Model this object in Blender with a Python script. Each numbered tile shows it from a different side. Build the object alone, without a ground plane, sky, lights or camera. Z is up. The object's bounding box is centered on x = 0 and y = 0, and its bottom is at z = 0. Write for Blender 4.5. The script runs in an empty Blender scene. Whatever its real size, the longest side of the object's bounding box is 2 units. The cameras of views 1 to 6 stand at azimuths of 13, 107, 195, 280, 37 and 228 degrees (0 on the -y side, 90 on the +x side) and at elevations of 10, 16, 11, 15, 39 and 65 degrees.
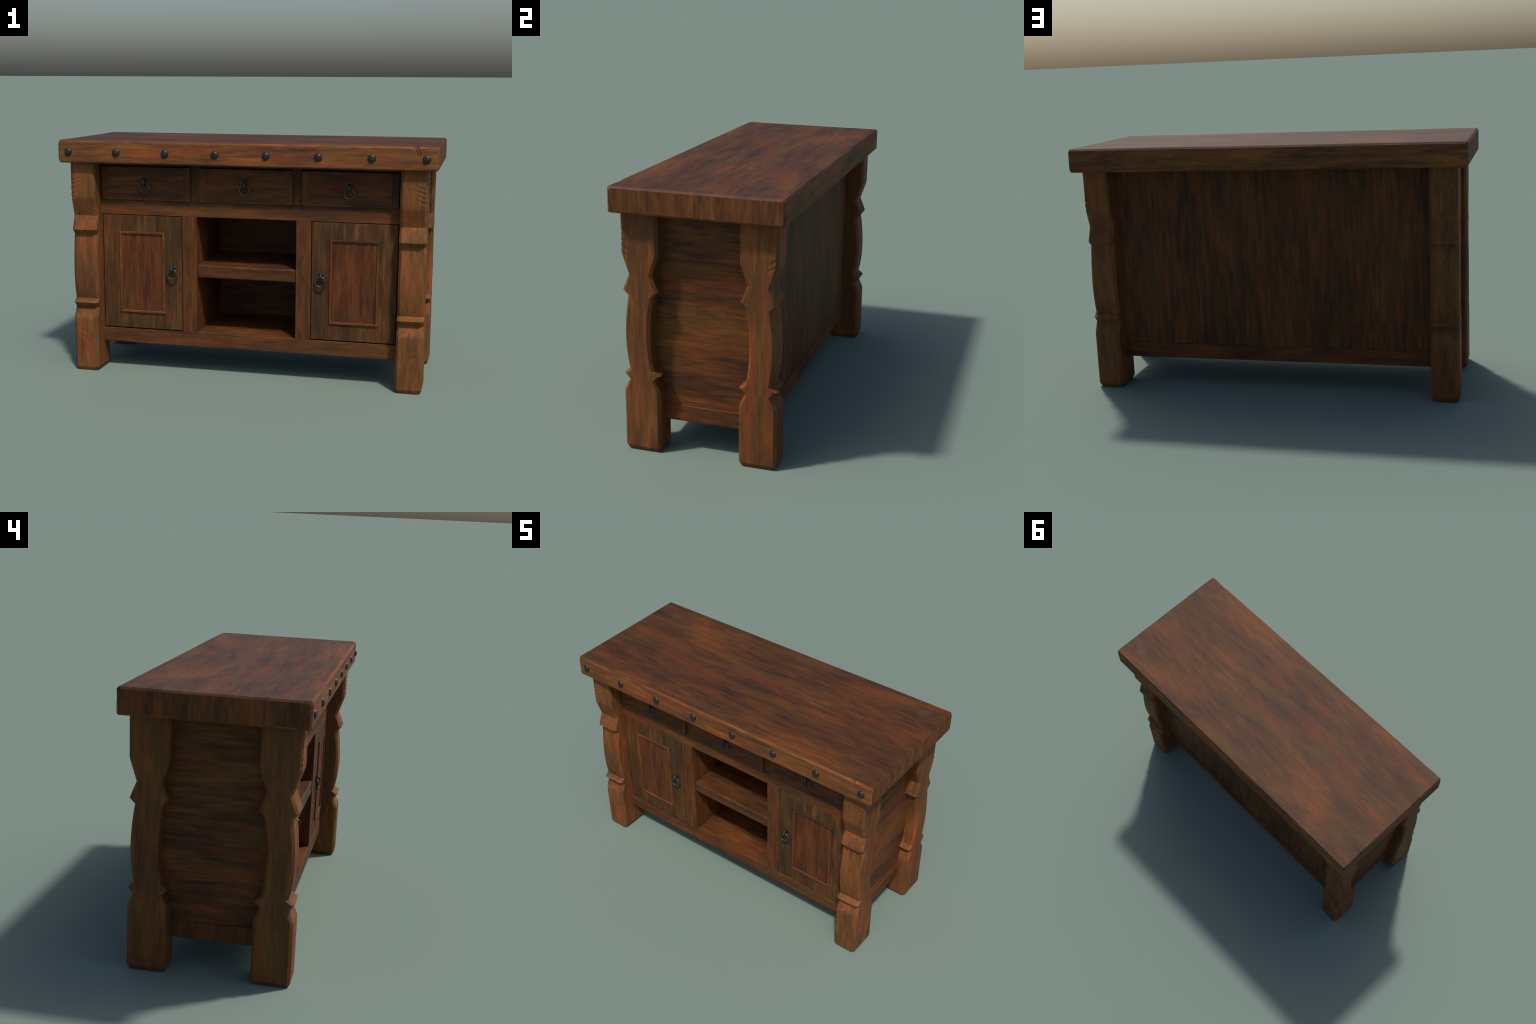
"""Rustic dark-wood sideboard: thick plank top with iron studs, four carved
posts, three drawers, two panelled doors and an open shelf bay."""
import bpy, math
from mathutils import Vector, noise

# ------------------------------------------------------------------ sizes (m)
CY = 0.005                       # depth centre of the case
TOP_Z0, TOP_Z1 = 1.1492, 1.2684   # table top
TOP_Y0, TOP_Y1 = -0.398, 0.410
FRONT, BACK = -0.273, 0.283      # faces of the case
SIDE = 0.8845
BASE = 0.1485                     # underside of the case
RAIL1 = 0.2275                   # top of bottom rail
MID0, MID1 = 0.864, 0.946        # middle rail
BAY, DIV = 0.2715, 0.3515        # bay half width / outer side of dividers
LEG_X, LEG_HX, CHAM = 0.8815, 0.0685, 0.0125
LEG_YF, LEG_YB = -0.2752, 0.2812

# ------------------------------------------------------------------ materials
def lin(r, g, b):
    f = lambda c: c / 12.92 if c <= .04045 else ((c + .055) / 1.055) ** 2.4
    return (f(r / 255), f(g / 255), f(b / 255), 1)

class Nodes:
    def __init__(self, name):
        self.mat = bpy.data.materials.new(name)
        self.mat.use_nodes = True
        self.t = self.mat.node_tree
        self.t.nodes.clear()
    def n(self, kind, **kw):
        nd = self.t.nodes.new(kind)
        for k, v in kw.items():
            if k in nd.inputs: nd.inputs[k].default_value = v
            else: setattr(nd, k, v)
        return nd
    def l(self, a, b): self.t.links.new(a, b)
    def math(self, op, a, b):
        m = self.n('ShaderNodeMath', operation=op)
        for i, v in enumerate((a, b)):
            if isinstance(v, (int, float)): m.inputs[i].default_value = v
            else: self.l(v, m.inputs[i])
        return m.outputs[0]
    def mix(self, fac, a, b, blend='MIX'):
        m = self.n('ShaderNodeMix', data_type='RGBA', blend_type=blend)
        for i, v in ((0, fac), (6, a), (7, b)):
            if isinstance(v, (int, float)) : m.inputs[i].default_value = v
            elif isinstance(v, tuple): m.inputs[i].default_value = v
            else: self.l(v, m.inputs[i])
        return m.outputs[2]
    def ramp(self, fac, stops):
        r = self.n('ShaderNodeValToRGB')
        e = r.color_ramp.elements
        while len(e) < len(stops): e.new(.5)
        for el, (p, c) in zip(e, stops):
            el.position = p
            el.color = c if isinstance(c, tuple) else (c, c, c, 1)
        self.l(fac, r.inputs[0])
        return r.outputs[0]

def wood(name, grain, dark, mid, light, red, olive, seed=0., rough=.5,
         blotch=1.0, streak=1.0, hue=1.0, scuff=None, spec=.17, bump=.10):
    """Old stained timber.  grain: 'X','Y','Z' = direction of the fibres."""
    N = Nodes(name)
    co = N.n('ShaderNodeTexCoord').outputs['Object']
    ax = 'XYZ'.index(grain)
    def noise_at(along, across, detail, rough_, off, dist=0.):
        mp = N.n('ShaderNodeMapping')
        sc = [across] * 3; sc[ax] = along
        mp.inputs['Scale'].default_value = sc
        mp.inputs['Location'].default_value = (seed + off, seed * 1.7 + off * .6, seed * .4 - off)
        N.l(co, mp.inputs['Vector'])
        t = N.n('ShaderNodeTexNoise', Scale=1., Detail=detail, Roughness=rough_, Distortion=dist)
        N.l(mp.outputs[0], t.inputs['Vector'])
        return t.outputs['Fac']
    big = noise_at(1.9, 4.6, 3., .55, 3.1, .3)
    strk = noise_at(4.2, 42., 5., .62, 11.3, .25)
    fine = noise_at(16., 190., 3., .6, 23.7)
    mott = noise_at(9., 62., 4., .65, 71.3, .2)
    h1 = noise_at(2.6, 13., 4., .6, 41.9, .4)
    h2 = noise_at(2.3, 9., 4., .6, 57.3, .4)
    v = N.math('ADD', N.math('MULTIPLY', N.math('SUBTRACT', big, .5), 1.0 * blotch),
               N.math('MULTIPLY', N.math('SUBTRACT', strk, .5), .75 * streak))
    v = N.math('ADD', v, N.math('MULTIPLY', N.math('SUBTRACT', h1, .5), .35))
    v = N.math('ADD', v, N.math('MULTIPLY', N.math('SUBTRACT', mott, .5), .55))
    v = N.math('ADD', v, .5)
    col = N.ramp(v, [(.22, dark), (.50, mid), (.80, light)])
    redm = N.math('MULTIPLY', N.ramp(h1, [(.50, 0.), (.70, 1.)]), .58 * hue)
    olim = N.math('MULTIPLY', N.ramp(h2, [(.50, 0.), (.68, 1.)]), .60 * hue)
    col = N.mix(olim, col, olive)
    col = N.mix(redm, col, red)
    fm = N.ramp(fine, [(.28, .76), (.5, 1.), (.75, 1.20)])
    col = N.mix(1., col, fm, 'MULTIPLY')
    sm = N.ramp(strk, [(.3, .86), (.55, 1.), (.8, 1.12)])
    col = N.mix(1., col, sm, 'MULTIPLY')
    for (cx, cy, cz), rad, amount in (scuff or ()):        # rubbed, paler patch
        dn = N.n('ShaderNodeVectorMath', operation='DISTANCE')
        N.l(co, dn.inputs[0]); dn.inputs[1].default_value = (cx, cy, cz)
        m = N.math('SUBTRACT', 1., N.math('DIVIDE', dn.outputs['Value'], rad))
        m = N.math('MULTIPLY', m, N.math('MULTIPLY', mott, 2.))
        col = N.mix(N.ramp(m, [(.05, 0.), (.75, amount)]), col, lin(150, 132, 120))
    p = N.n('ShaderNodeBsdfPrincipled', Roughness=rough)
    p.inputs['Specular IOR Level'].default_value = spec
    N.l(col, p.inputs['Base Color'])
    rr = N.n('ShaderNodeMapRange')
    rr.inputs['To Min'].default_value = rough - .07
    rr.inputs['To Max'].default_value = rough + .10
    N.l(strk, rr.inputs[0]); N.l(rr.outputs[0], p.inputs['Roughness'])
    hgt = N.math('ADD', N.math('MULTIPLY', strk, .7), N.math('MULTIPLY', fine, .3))
    b = N.n('ShaderNodeBump', Strength=bump, Distance=.0035)
    N.l(hgt, b.inputs['Height']); N.l(b.outputs[0], p.inputs['Normal'])
    out = N.n('ShaderNodeOutputMaterial'); N.l(p.outputs[0], out.inputs[0])
    return N.mat

def iron(name, rough, metallic, base):
    N = Nodes(name)
    co = N.n('ShaderNodeTexCoord').outputs['Object']
    t = N.n('ShaderNodeTexNoise', Scale=220., Detail=3.)
    N.l(co, t.inputs['Vector'])
    col = N.ramp(t.outputs['Fac'], [(.3, tuple(c * .75 for c in base[:3]) + (1,)), (.7, base)])
    p = N.n('ShaderNodeBsdfPrincipled', Roughness=rough, Metallic=metallic)
    N.l(col, p.inputs['Base Color'])
    b = N.n('ShaderNodeBump', Strength=.2, Distance=.001)
    N.l(t.outputs['Fac'], b.inputs['Height']); N.l(b.outputs[0], p.inputs['Normal'])
    out = N.n('ShaderNodeOutputMaterial'); N.l(p.outputs[0], out.inputs[0])
    return N.mat

def tone(k, c):            # scale a linear colour
    return (c[0] * k, c[1] * k, c[2] * k, 1)

DARK, MID, LIGHT = lin(57, 37, 29), lin(89, 54, 30), lin(122, 73, 34)
RED, OLIVE = lin(121, 58, 30), lin(98, 69, 30)
def W(name, grain, k, **kw):
    return wood(name, grain, tone(k, DARK), tone(k, MID), tone(k, LIGHT), tone(k, RED), tone(k, OLIVE), **kw)

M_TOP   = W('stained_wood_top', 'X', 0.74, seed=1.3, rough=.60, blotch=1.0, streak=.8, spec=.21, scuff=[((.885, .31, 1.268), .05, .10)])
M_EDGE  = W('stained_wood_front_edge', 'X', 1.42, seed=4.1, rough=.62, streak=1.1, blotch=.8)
M_END   = W('stained_wood_end', 'Z', 1.05, seed=6.6, rough=.62, blotch=.7)
M_WORN  = W('worn_wood_edge', 'X', 1.35, seed=2.2, rough=.62, blotch=.7)
M_LEG   = wood('stained_wood_post', 'Z', tone(1.38, lin(72, 47, 29)), tone(1.34, lin(91, 58, 32)), tone(1.38, LIGHT), tone(1.38, RED), tone(1.38, OLIVE), seed=8.4, rough=.62, blotch=.7, streak=.8)
M_RAILX = W('stained_wood_rail', 'X', 0.93, seed=12.7, rough=.62, blotch=.8)
M_RAILY = W('stained_wood_side_rail', 'Y', 0.95, seed=14.2, rough=.62, blotch=.8)
M_STILE = W('stained_wood_stile', 'Z', 0.8, seed=17.9, rough=.62, blotch=.8)
M_DOOR  = wood('stained_wood_door', 'Z', tone(.95, lin(52, 38, 29)), tone(.95, lin(76, 51, 30)), tone(.95, lin(112, 72, 33)), tone(.95, lin(98, 55, 30)), tone(.95, lin(86, 65, 29)), seed=21.1, rough=.62, blotch=.7, hue=.75, streak=1.1)
M_PANEL = wood('stained_wood_door_panel', 'Z', tone(.82, DARK), tone(.82, lin(98, 52, 29)), tone(.82, LIGHT), tone(.82, RED), tone(.82, OLIVE), seed=22.6, rough=.62, blotch=.6, hue=.9, streak=1.2)
M_MOULD = W('stained_wood_moulding', 'X', 1.05, seed=24.8, rough=.5, hue=1.2)
M_MOULDZ= W('stained_wood_moulding_upright', 'Z', 1.05, seed=25.8, rough=.5, hue=1.2)
M_DRAW  = W('stained_wood_drawer', 'X', 0.74, seed=27.3, rough=.62)
M_DRAWE = W('stained_wood_drawer_edge', 'Z', 0.74, seed=29.5, rough=.62)
M_SIDE  = W('stained_wood_side_panel', 'Y', 1.02, seed=33.3, rough=.62, streak=1.2, blotch=.75)
M_BACK  = W('stained_wood_back_panel', 'Z', 0.92, seed=36.1, rough=.62, streak=1.15, blotch=.7)
M_INX   = W('stained_wood_shelf', 'X', 0.82, seed=43.2, rough=.5, hue=1.2)
M_SCUFF = W('scuffed_bare_wood', 'Z', 2.6, seed=3.2, rough=.6, hue=.3)
M_STUD  = iron('dark_iron_stud', .42, .35, (.022, .025, .029, 1))
M_DISC = iron('near_black_disc', .5, .3, (.008, .009, .010, 1))
M_RING  = iron('dark_iron_ring', .24, .65, (.062, .070, .078, 1))

# ------------------------------------------------------------------ helpers
COL = bpy.context.scene.collection
def add(name, verts, faces, mats, parent, smooth_angle=None, mat_of=None):
    me = bpy.data.meshes.new(name)
    me.from_pydata([tuple(v) for v in verts], [], faces)
    for m in (mats if isinstance(mats, (list, tuple)) else [mats]): me.materials.append(m)
    me.validate(); me.update()
    if mat_of:
        for p in me.polygons: p.material_index = mat_of(p)
    if smooth_angle:
        me.shade_smooth()
        me.set_sharp_from_angle(angle=math.radians(smooth_angle))
    ob = bpy.data.objects.new(name, me)
    COL.objects.link(ob)
    if parent: ob.parent = parent
    return ob

def loft(rings, cap=True):
    """Rings of equal length -> verts, faces (closed rings)."""
    k = len(rings[0]); V = [p for r in rings for p in r]; F = []
    for i in range(len(rings) - 1):
        for j in range(k):
            a, b = i * k + j, i * k + (j + 1) % k
            F.append((a, b, b + k, a + k))
    if cap:
        F.append(tuple(range(k - 1, -1, -1)))
        F.append(tuple((len(rings) - 1) * k + j for j in range(k)))
    return V, F

def box(x0, x1, y0, y1, z0, z1, c=.002):
    """Box with chamfered edges, as a list of verts and faces."""
    V = []
    idx = {}
    X, Y, Z = (x0, x1), (y0, y1), (z0, z1)
    for i in (0, 1):
        for j in (0, 1):
            for k in (0, 1):
                sx, sy, sz = (1 - 2 * i) * c, (1 - 2 * j) * c, (1 - 2 * k) * c
                for a, d in ((0, (0, sy, sz)), (1, (sx, 0, sz)), (2, (sx, sy, 0))):
                    idx[i, j, k, a] = len(V)
                    V.append((X[i] + d[0], Y[j] + d[1], Z[k] + d[2]))
    F = []
    for s in (0, 1):
        F.append([idx[s, 0, 0, 0], idx[s, 1, 0, 0], idx[s, 1, 1, 0], idx[s, 0, 1, 0]])
        F.append([idx[0, s, 0, 1], idx[1, s, 0, 1], idx[1, s, 1, 1], idx[0, s, 1, 1]])
        F.append([idx[0, 0, s, 2], idx[1, 0, s, 2], idx[1, 1, s, 2], idx[0, 1, s, 2]])
    for p in (0, 1):
        for q in (0, 1):
            F.append([idx[0, p, q, 1], idx[1, p, q, 1], idx[1, p, q, 2], idx[0, p, q, 2]])
            F.append([idx[p, 0, q, 0], idx[p, 1, q, 0], idx[p, 1, q, 2], idx[p, 0, q, 2]])
            F.append([idx[p, q, 0, 0], idx[p, q, 1, 0], idx[p, q, 1, 1], idx[p, q, 0, 1]])
            for r in (0, 1): F.append([idx[p, q, r, a] for a in (0, 1, 2)])
    C = Vector(((x0 + x1) / 2, (y0 + y1) / 2, (z0 + z1) / 2))
    out = []
    for f in F:
        a, b, d = (Vector(V[i]) for i in f[:3])
        m = sum((Vector(V[i]) for i in f), Vector()) / len(f)
        out.append(tuple(f) if (b - a).cross(d - b).dot(m - C) > 0 else tuple(reversed(f)))
    return V, out

def board(name, mats, parent, *dims, c=.002):
    V, F = box(*dims, c=c)
    return add(name, V, F, mats, parent)

def subdivide_ring(pts, step):
    out = []
    for a, b in zip(pts, pts[1:] + pts[:1]):
        n = max(1, round((Vector(b) - Vector(a)).length / step))
        out += [(a[0] + (b[0] - a[0]) * i / n, a[1] + (b[1] - a[1]) * i / n) for i in range(n)]
    return out

def capsule_depth(p, a, b, w0, d0):
    """Depth of a tapering groove along a-b at point p (all Vectors)."""
    ab = b - a; t = max(0., min(1., (p - a).dot(ab) / ab.length_squared))
    d = (p - a - ab * t).length
    w = w0 * (1 - .55 * t)
    return d0 * (1 - .6 * t) * (1 - (d / w) ** 2) if d < w else 0.

# ------------------------------------------------------------------ thing
root = bpy.data.objects.new('wooden_sideboard', None)
COL.objects.link(root)
root.empty_display_size = .2
root['label'] = 'rustic dark wooden sideboard with iron studs and ring handles'
root['category'] = 'sideboard'

# ------------------------------------------------------------------ table top
def table_top():
    c = .009
    y0, y1, z0, z1 = TOP_Y0, TOP_Y1, TOP_Z0, TOP_Z1
    def section(ins):
        a, b, d, e = y0 + ins, y1 - ins, z0 + ins, z1 - ins
        return [(a, d + .007), (a + .007, d), (b - .007, d), (b, d + .007), (b, e - c), (b - c, e), (a + c, e), (a, e - c)]
    full, small = section(0), section(c)
    counts = [1, 100, 1, 10, 1, 150, 4, 34]
    def ring(sec):
        out = []
        for k, (a, b) in enumerate(zip(sec, sec[1:] + sec[:1])):
            n = counts[k]
            for i in range(n):
                t = i / n
                if k == 5: t = 1 - (1 - t) ** 2.0     # finer towards the front edge
                out.append((a[0] + (b[0] - a[0]) * t, a[1] + (b[1] - a[1]) * t))
        return out
    rf, rs = ring(full), ring(small)
    xs = []
    x = -1 + c
    while x < 1 - c - 1e-6:
        xs.append(x); x += .0018 if .845 < x < .935 else .012
    xs.append(1 - c)
    rings = [[(-1, *p) for p in rs]] + [[(x, *p) for p in rf] for x in xs] + [[(1, *p) for p in rs]]
    V, F = loft(rings)
    # gouges hacked into the front edge near the right end
    G = [((.880, 1.272), (.899, 1.219), .0070, .0055), ((.8915, 1.274), (.9125, 1.222), .0070, .0080),
         ((.866, 1.268), (.884, 1.232), .0060, .0022), ((.9085, 1.270), (.920, 1.236), .0050, .0022)]
    out = []
    for (x, y, z) in V:
        if .84 < x < .95 and y < y0 + .045 and z > 1.19:
            d = sum(capsule_depth(Vector((x, 0, z)), Vector((a[0], 0, a[1])), Vector((b[0], 0, b[1])), w, dep)
                    for a, b, w, dep in G)
            fall = max(0., 1 - (y - y0) / .030)
            if z > z1 - .0095: z -= d * .75 * fall
            y += d * fall if y < y0 + c + .001 else 0
        # slow hand-planed waviness
        w = noise.noise(Vector((x * 3, y * 9, z * 9))) * .0009
        out.append((x, y + (w if abs(y - CY) > .39 else 0), z + (w if z > 1.26 else 0)))
    def mat_of(p):
        n, ce = p.normal, p.center
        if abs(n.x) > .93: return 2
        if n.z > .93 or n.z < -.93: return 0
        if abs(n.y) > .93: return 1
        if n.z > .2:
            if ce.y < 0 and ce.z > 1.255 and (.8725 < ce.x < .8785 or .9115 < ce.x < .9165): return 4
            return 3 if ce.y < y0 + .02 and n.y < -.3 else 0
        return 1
    return add('tabletop', out, F, [M_TOP, M_EDGE, M_END, M_WORN, M_SCUFF], root, 25, mat_of)
tabletop = table_top()

# studs along the front edge
def dome(r, h, seg=28, rows=8):
    V, F = [], []
    for i in range(rows):
        a = i / rows * math.pi / 2
        rr, hh = r * math.cos(a) ** .9, h * math.sin(a)
        for j in range(seg):
            t = 2 * math.pi * j / seg
            V.append((rr * math.cos(t), -hh, rr * math.sin(t)))
    V.append((0, -h, 0)); top = len(V) - 1
    for i in range(rows - 1):
        for j in range(seg):
            a, b = i * seg + j, i * seg + (j + 1) % seg
            F.append((a, b, b + seg, a + seg))
    for j in range(seg): F.append(((rows - 1) * seg + j, (rows - 1) * seg + (j + 1) % seg, top))
    F.append(tuple(range(seg - 1, -1, -1)))
    return V, F
V, F = dome(.0212, .0128)
stud = add('stud', V, F, M_STUD, tabletop, 60)
stud.location = (-.9408, TOP_Y0 + .0008, 1.2078)
for i in range(1, 8):
    s = stud.copy(); COL.objects.link(s)
    s.location = (-.9408 + i * .26880, TOP_Y0 + .0008, 1.2078)

# ------------------------------------------------------------------ posts
# z, outward half depth, inward half depth of the profile (at the side face)
def post_profile():
    P = [(0., .0685, .0685), (.019, .0762, .0762), (.297, .0762, .0762), (.352, .0500, .0500),
         (.3815, .0762, .0762), (.402, .0478, .0470)]
    n = 10
    for i in range(1, n):                   # bowed middle part
        t = i / n
        z = .402 + (.759 - .402) * t
        b = .0178 * math.sin(math.pi * min(1., t ** .92)) ** .85
        P.append((z, .0478 + b, .0470 - b))
    P += [(.759, .0478, .0470), (.7845, .0725, .0720), (.860, .0425, .0420), (.960, .0760, .0760),
          (1.1510, .0760, .0760)]
    out = []
    for k, p in enumerate(P):               # soften the two shoulders
        rad = {.297: .012, .960: .016}.get(p[0])
        if not rad: out.append(p); continue
        a, b = (tuple(p[j] + (q[j] - p[j]) * min(.8, rad / abs(q[0] - p[0])) for j in range(3)) for q in (P[k - 1], P[k + 1]))
        for i in range(7):
            t = i / 6
            out.append(tuple((1 - t) ** 2 * a[j] + 2 * t * (1 - t) * p[j] + t * t * b[j] for j in range(3)))
    return out

def post(front, right):
    sy, sx = (-1 if front else 1), (1 if right else -1)
    cy, cx = (LEG_YF if front else LEG_YB), sx * LEG_X
    step = .0045
    prof = post_profile()
    fine = []
    for (z0, o0, i0), (z1, o1, i1) in zip(prof, prof[1:]):
        n = max(1, round(math.hypot(z1 - z0, o1 - o0) / step))
        for k in range(n):
            t = k / n
            fine.append((z0 + (z1 - z0) * t, o0 + (o1 - o0) * t, i0 + (i1 - i0) * t))
    fine.append(prof[-1])
    seg = (2, 30, 2, 26)     # chamfer, side face (y run), chamfer, front face (x run)
    rings = []
    for z, o, i in fine:
        inset = .0085 * max(0., 1 - z / .019)
        hx = LEG_HX - inset; c = CHAM
        # octagon: u = across (x), w = outward (+) / inward (-)
        oct_ = [(hx - c, o + c), (hx, o), (hx, -i), (hx - c, -i - c),
                (-hx + c, -i - c), (-hx, -i), (-hx, o), (-hx + c, o + c)]
        cnt = [2, 30, 2, 26, 2, 30, 2, 26]
        ring = []
        for k, (a, b) in enumerate(zip(oct_, oct_[1:] + oct_[:1])):
            for m in range(cnt[k]):
                t = m / cnt[k]
                ring.append((a[0] + (b[0] - a[0]) * t, a[1] + (b[1] - a[1]) * t, z))
        rings.append(ring)
    V, F = loft(rings)
    # tool marks; in post space u outward in x, w outward in y
    K = Vector
    marks = [(K((.072, .075, .988)), K((.060, .030, .952)), .0070, .0042),
             (K((.071, .085, .962)), K((.064, .020, .926)), .0060, .0034),
             (K((.072, .080, 1.028)), K((.068, .045, 1.012)), .0060, .0030),
             (K((.060, .089, 1.052)), K((.005, .089, 1.070)), .0065, .0032),
             (K((.066, .089, 1.030)), K((-.010, .089, 1.052)), .0065, .0036),
             (K((.066, .089, 1.004)), K((.000, .089, 1.030)), .0060, .0034),
             (K((.066, .089, .978)), K((.010, .089, 1.004)), .0060, .0032),
             (K((.020, .089, .228)), K((-.020, .089, .196)), .0060, .0026),
             (K((.030, .089, .196)), K((-.010, .089, .166)), .0060, .0026),
             (K((-.055, .089, .185)), K((-.040, .089, .150)), .0070, .0024),
             (K((-.071, .055, .200)), K((-.071, .030, .150)), .0080, .0026)]
    if not front:            # the rear posts are plainer
        marks = marks[:3] + marks[7:9]
    out = []
    for (u, w, z) in V:
        p = Vector((u, w, z))
        d = sum(capsule_depth(p, *m) for m in marks) if z < 1.10 else 0.
        if d:
            n = Vector((u / LEG_HX, w / .089, 0)); n = n.normalized()
            if abs(w) > .0755: n = (n + Vector((0, math.copysign(1, w), 0))).normalized()
            u -= n.x * d; w -= n.y * d
        if .02 < z < 1.14:
            q = Vector((u * 14 + 5 * sx, w * 14 + 9 * sy, z * 5))
            a = noise.noise(q) * .0011
            u += a * math.copysign(1, u) if abs(u) > LEG_HX - CHAM - .001 else 0
            w += a * math.copysign(1, w)
        out.append((cx + sx * u, cy + sy * w, z))
    if sx * sy > 0: F = [tuple(reversed(f)) for f in F]
    return add('leg', out, F, M_LEG, root, 24)
for fr in (True, False):
    for rt in (False, True):
        post(fr, rt)

# ------------------------------------------------------------------ case
frame = board('bottom_rail', M_RAILX, root, -SIDE, SIDE, FRONT, FRONT + .03, BASE, RAIL1)
board('middle_rail', M_RAILX, root, -SIDE, SIDE, FRONT, FRONT + .03, MID0, MID1)
board('back_rail', M_RAILX, root, -SIDE, SIDE, BACK - .03, BACK, BASE, RAIL1)
board('side_rail', M_STILE, root, -SIDE, -SIDE + .03, FRONT + .03, BACK - .03, BASE, RAIL1)
board('side_rail', M_RAILY, root, SIDE - .03, SIDE, FRONT + .03, BACK - .03, BASE, RAIL1)
board('bottom_board', M_INX, root, -SIDE + .03, SIDE - .03, FRONT + .0295, BACK - .0305, BASE + .012, RAIL1 - .0003, c=.0002)
for s in (-1, 1):
    a, b = sorted((s * .8065, s * SIDE))
    board('corner_stile', M_STILE, root, a, b, FRONT, FRONT + .03, RAIL1, MID0)
    a, b = sorted((s * BAY, s * DIV))
    board('divider', M_STILE, root, a, b, FRONT + .0004, .2049, RAIL1 - .0004, MID0 + .0004, c=.0015)
    a, b = sorted((s * (SIDE - .025), s * (SIDE - .004)))
    board('side_panel', M_SIDE, root, a, b, FRONT + .0305, BACK - .0235, RAIL1 - .001, TOP_Z0 + .002)
    a, b = sorted((s * .2505, s * .3030))
    board('drawer_divider', M_STILE, root, a, b, FRONT + .0015, FRONT + .036, MID1 - .0005, TOP_Z0 + .002)
board('back_panel', M_BACK, root, -SIDE + .006, SIDE - .006, BACK - .0235, BACK - .0045, RAIL1 - .001, TOP_Z0 + .002)
board('inner_back', M_INX, root, -DIV - .02, DIV + .02, .205, .215, RAIL1 - .001, MID0 + .012)
board('inner_ceiling', M_INX, root, -.84, .84, FRONT + .0305, BACK - .03, MID0 + .004, MID0 + .03)
board('top_rail', M_STILE, root, -.86, .86, FRONT + .004, FRONT + .030, 1.128, TOP_Z0 + .002)
board('shelf', M_INX, root, -BAY - .0005, BAY + .0005, FRONT + .004, .2055, .5325, .6005, c=.006)

# ------------------------------------------------------------------ handles
def torus(R, r, nu, nv, axis):
    V, F = [], []
    for i in range(nu):
        a = 2 * math.pi * i / nu
        for j in range(nv):
            b = 2 * math.pi * j / nv
            q = (R + r * math.cos(b))
            p = (q * math.cos(a), r * math.sin(b), q * math.sin(a))      # ring in x-z
            V.append(p if axis == 'y' else (p[1], p[0], p[2]))
    for i in range(nu):
        for j in range(nv):
            a, b = i * nv + j, i * nv + (j + 1) % nv
            c, d = ((i + 1) % nu) * nv + j, ((i + 1) % nu) * nv + (j + 1) % nv
            F.append((a, b, d, c) if axis == 'y' else (a, c, d, b))
    return V, F
H = {}
def handle(x, face, z, parent):
    """z: height of the ring's centre."""
    zc = z + .0295
    if not H:
        H['disc'] = add('handle_dark_disc', *dome(.0145, .0035, 24, 3), M_DISC, parent, 40)
        H['eye'] = add('handle_eye', *torus(.0145, .0052, 32, 12, 'x'), M_RING, parent, 60)
        H['ring'] = add('handle_ring', *torus(.0264, .0044, 48, 12, 'y'), M_RING, parent, 60)
        got = H
    else:
        got = {}
        for k, o in H.items():
            got[k] = o.copy(); COL.objects.link(got[k]); got[k].parent = parent
    got['disc'].location = (x, face + .0002, zc + .003)
    got['eye'].location = (x, face - .0120, zc)
    got['ring'].location = (x, face - .0165, z)
    got['ring'].rotation_euler = (math.radians(-4), 0, 0)

# ------------------------------------------------------------------ drawers
DF = -.2872
for x0, x1 in ((-.8020, -.3020), (-.2510, .2510), (.3020, .8020)):
    e = .035
    d = board('drawer', M_DRAW, root, x0 + e, x1 - e, DF, DF + .03, MID1 + .0008, 1.1255, c=.0006)
    board('drawer_edge', M_DRAWE, d, x0, x0 + e, DF - .0004, DF + .03, MID1 + .0008, 1.1255, c=.0008)
    board('drawer_edge', M_DRAWE, d, x1 - e, x1, DF - .0004, DF + .03, MID1 + .0008, 1.1255, c=.0008)
    handle((x0 + x1) / 2, DF, 1.0175, d)

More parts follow.
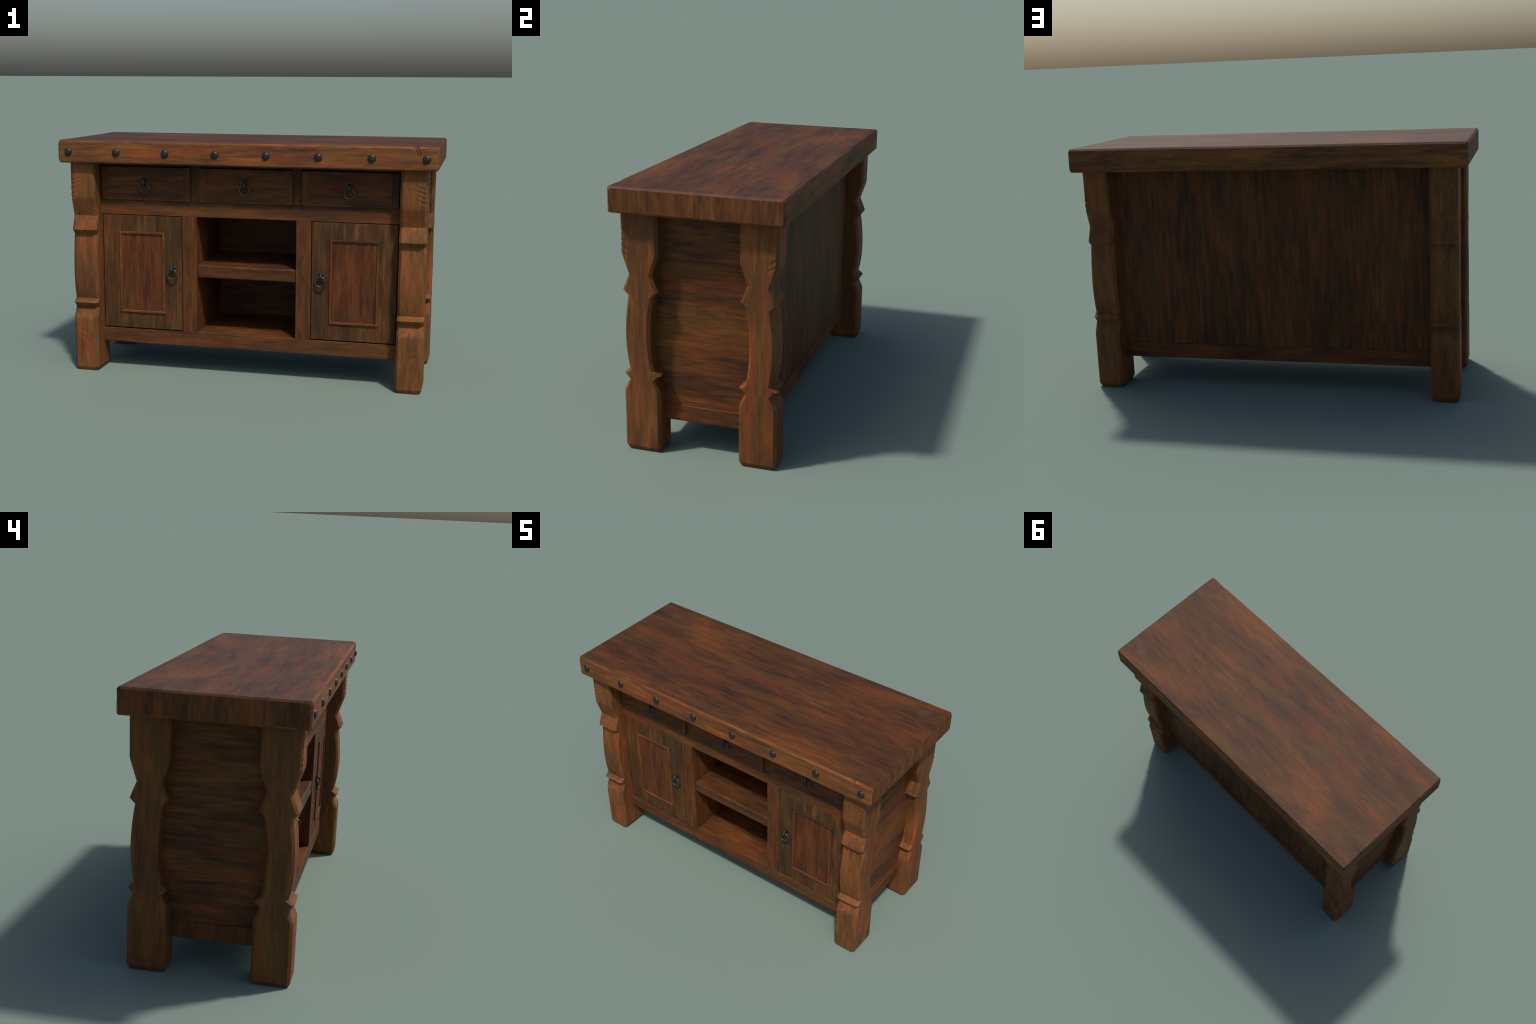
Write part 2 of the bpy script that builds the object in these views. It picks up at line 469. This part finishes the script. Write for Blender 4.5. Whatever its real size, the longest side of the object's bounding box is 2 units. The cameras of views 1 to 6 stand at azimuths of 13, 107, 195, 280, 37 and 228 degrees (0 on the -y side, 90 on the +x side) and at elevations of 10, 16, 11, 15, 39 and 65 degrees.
# ------------------------------------------------------------------ doors
def frame_strip(name, x0, x1, z0, z1, w, y0, y1, parent):
    """Mitred raised moulding round a door panel; half-round-ish section."""
    rings = []
    for t, h in ((0, 0), (.0, .72), (.18, 1), (.82, 1), (1., .72), (1., 0)):
        o = w * t; y = y0 + (y1 - y0) * h
        rings.append([(x0 + o, y, z0 + o), (x1 - o, y, z0 + o), (x1 - o, y, z1 - o), (x0 + o, y, z1 - o)])
    V, F = loft(rings, cap=False)
    me = lambda p: 0 if abs(p.center.z - (z0 + z1) / 2) > (z1 - z0) / 2 - w * 1.5 else 1
    return add(name, V, F, [M_MOULD, M_MOULDZ], parent, None, me)
DOOR_Y = FRONT + .0006
def door_panel(s, parent):
    """Panel inside the moulding, scored by a few slanting scratches."""
    x0, x1, z0, z1, y = .4645, .6965, .3345, .7595, DOOR_Y - .0008
    nx, nz = 100, 150
    sc = [((.467, .345), (.512, .396), .0040, .0034), ((.478, .339), (.530, .393), .0036, .0030),
          ((.494, .337), (.538, .380), .0040, .0024), ((.512, .336), (.548, .370), .0032, .0018)]
    V, F = [], []
    for k in range(nz + 1):
        for i in range(nx + 1):
            fx, fz = (i / nx) ** 1.6, (k / nz) ** 1.8
            x, z = x0 + (x1 - x0) * fx, z0 + (z1 - z0) * fz
            d = sum(capsule_depth(Vector((x, 0, z)), Vector((a[0], 0, a[1])), Vector((b[0], 0, b[1])), w, dep) for a, b, w, dep in sc) if z < .41 else 0
            V.append((s * x, y + d, z))
    for k in range(nz):
        for i in range(nx):
            a = k * (nx + 1) + i
            f = (a, a + 1, a + nx + 2, a + nx + 1)
            F.append(f if s > 0 else tuple(reversed(f)))
    n0 = len(V)                                   # thin rim back to the door
    rim = list(range(nx + 1)) + [k * (nx + 1) + nx for k in range(1, nz + 1)] + \
          [nz * (nx + 1) + i for i in range(nx - 1, -1, -1)] + [k * (nx + 1) for k in range(nz - 1, 0, -1)]
    for i in rim: V.append((V[i][0], DOOR_Y + .002, V[i][2]))
    for j in range(len(rim)):
        k = (j + 1) % len(rim)
        f = (rim[j], n0 + j, n0 + k, rim[k])
        F.append(f if s > 0 else tuple(reversed(f)))
    return add('door_panel', V, F, M_PANEL, parent, 40)
for s in (-1, 1):
    a, b = sorted((s * .3555, s * .8025))
    d = board('door', M_DOOR, root, a, b, DOOR_Y, DOOR_Y + .028, .2335, .8605, c=.002)
    a, b = sorted((s * .4515, s * .7095))
    frame_strip('moulding', a, b, .3215, .7725, .0135, DOOR_Y + .0005, DOOR_Y - .0080, d)
    door_panel(s, d)
    handle(s * .4058, DOOR_Y, .5465, d)
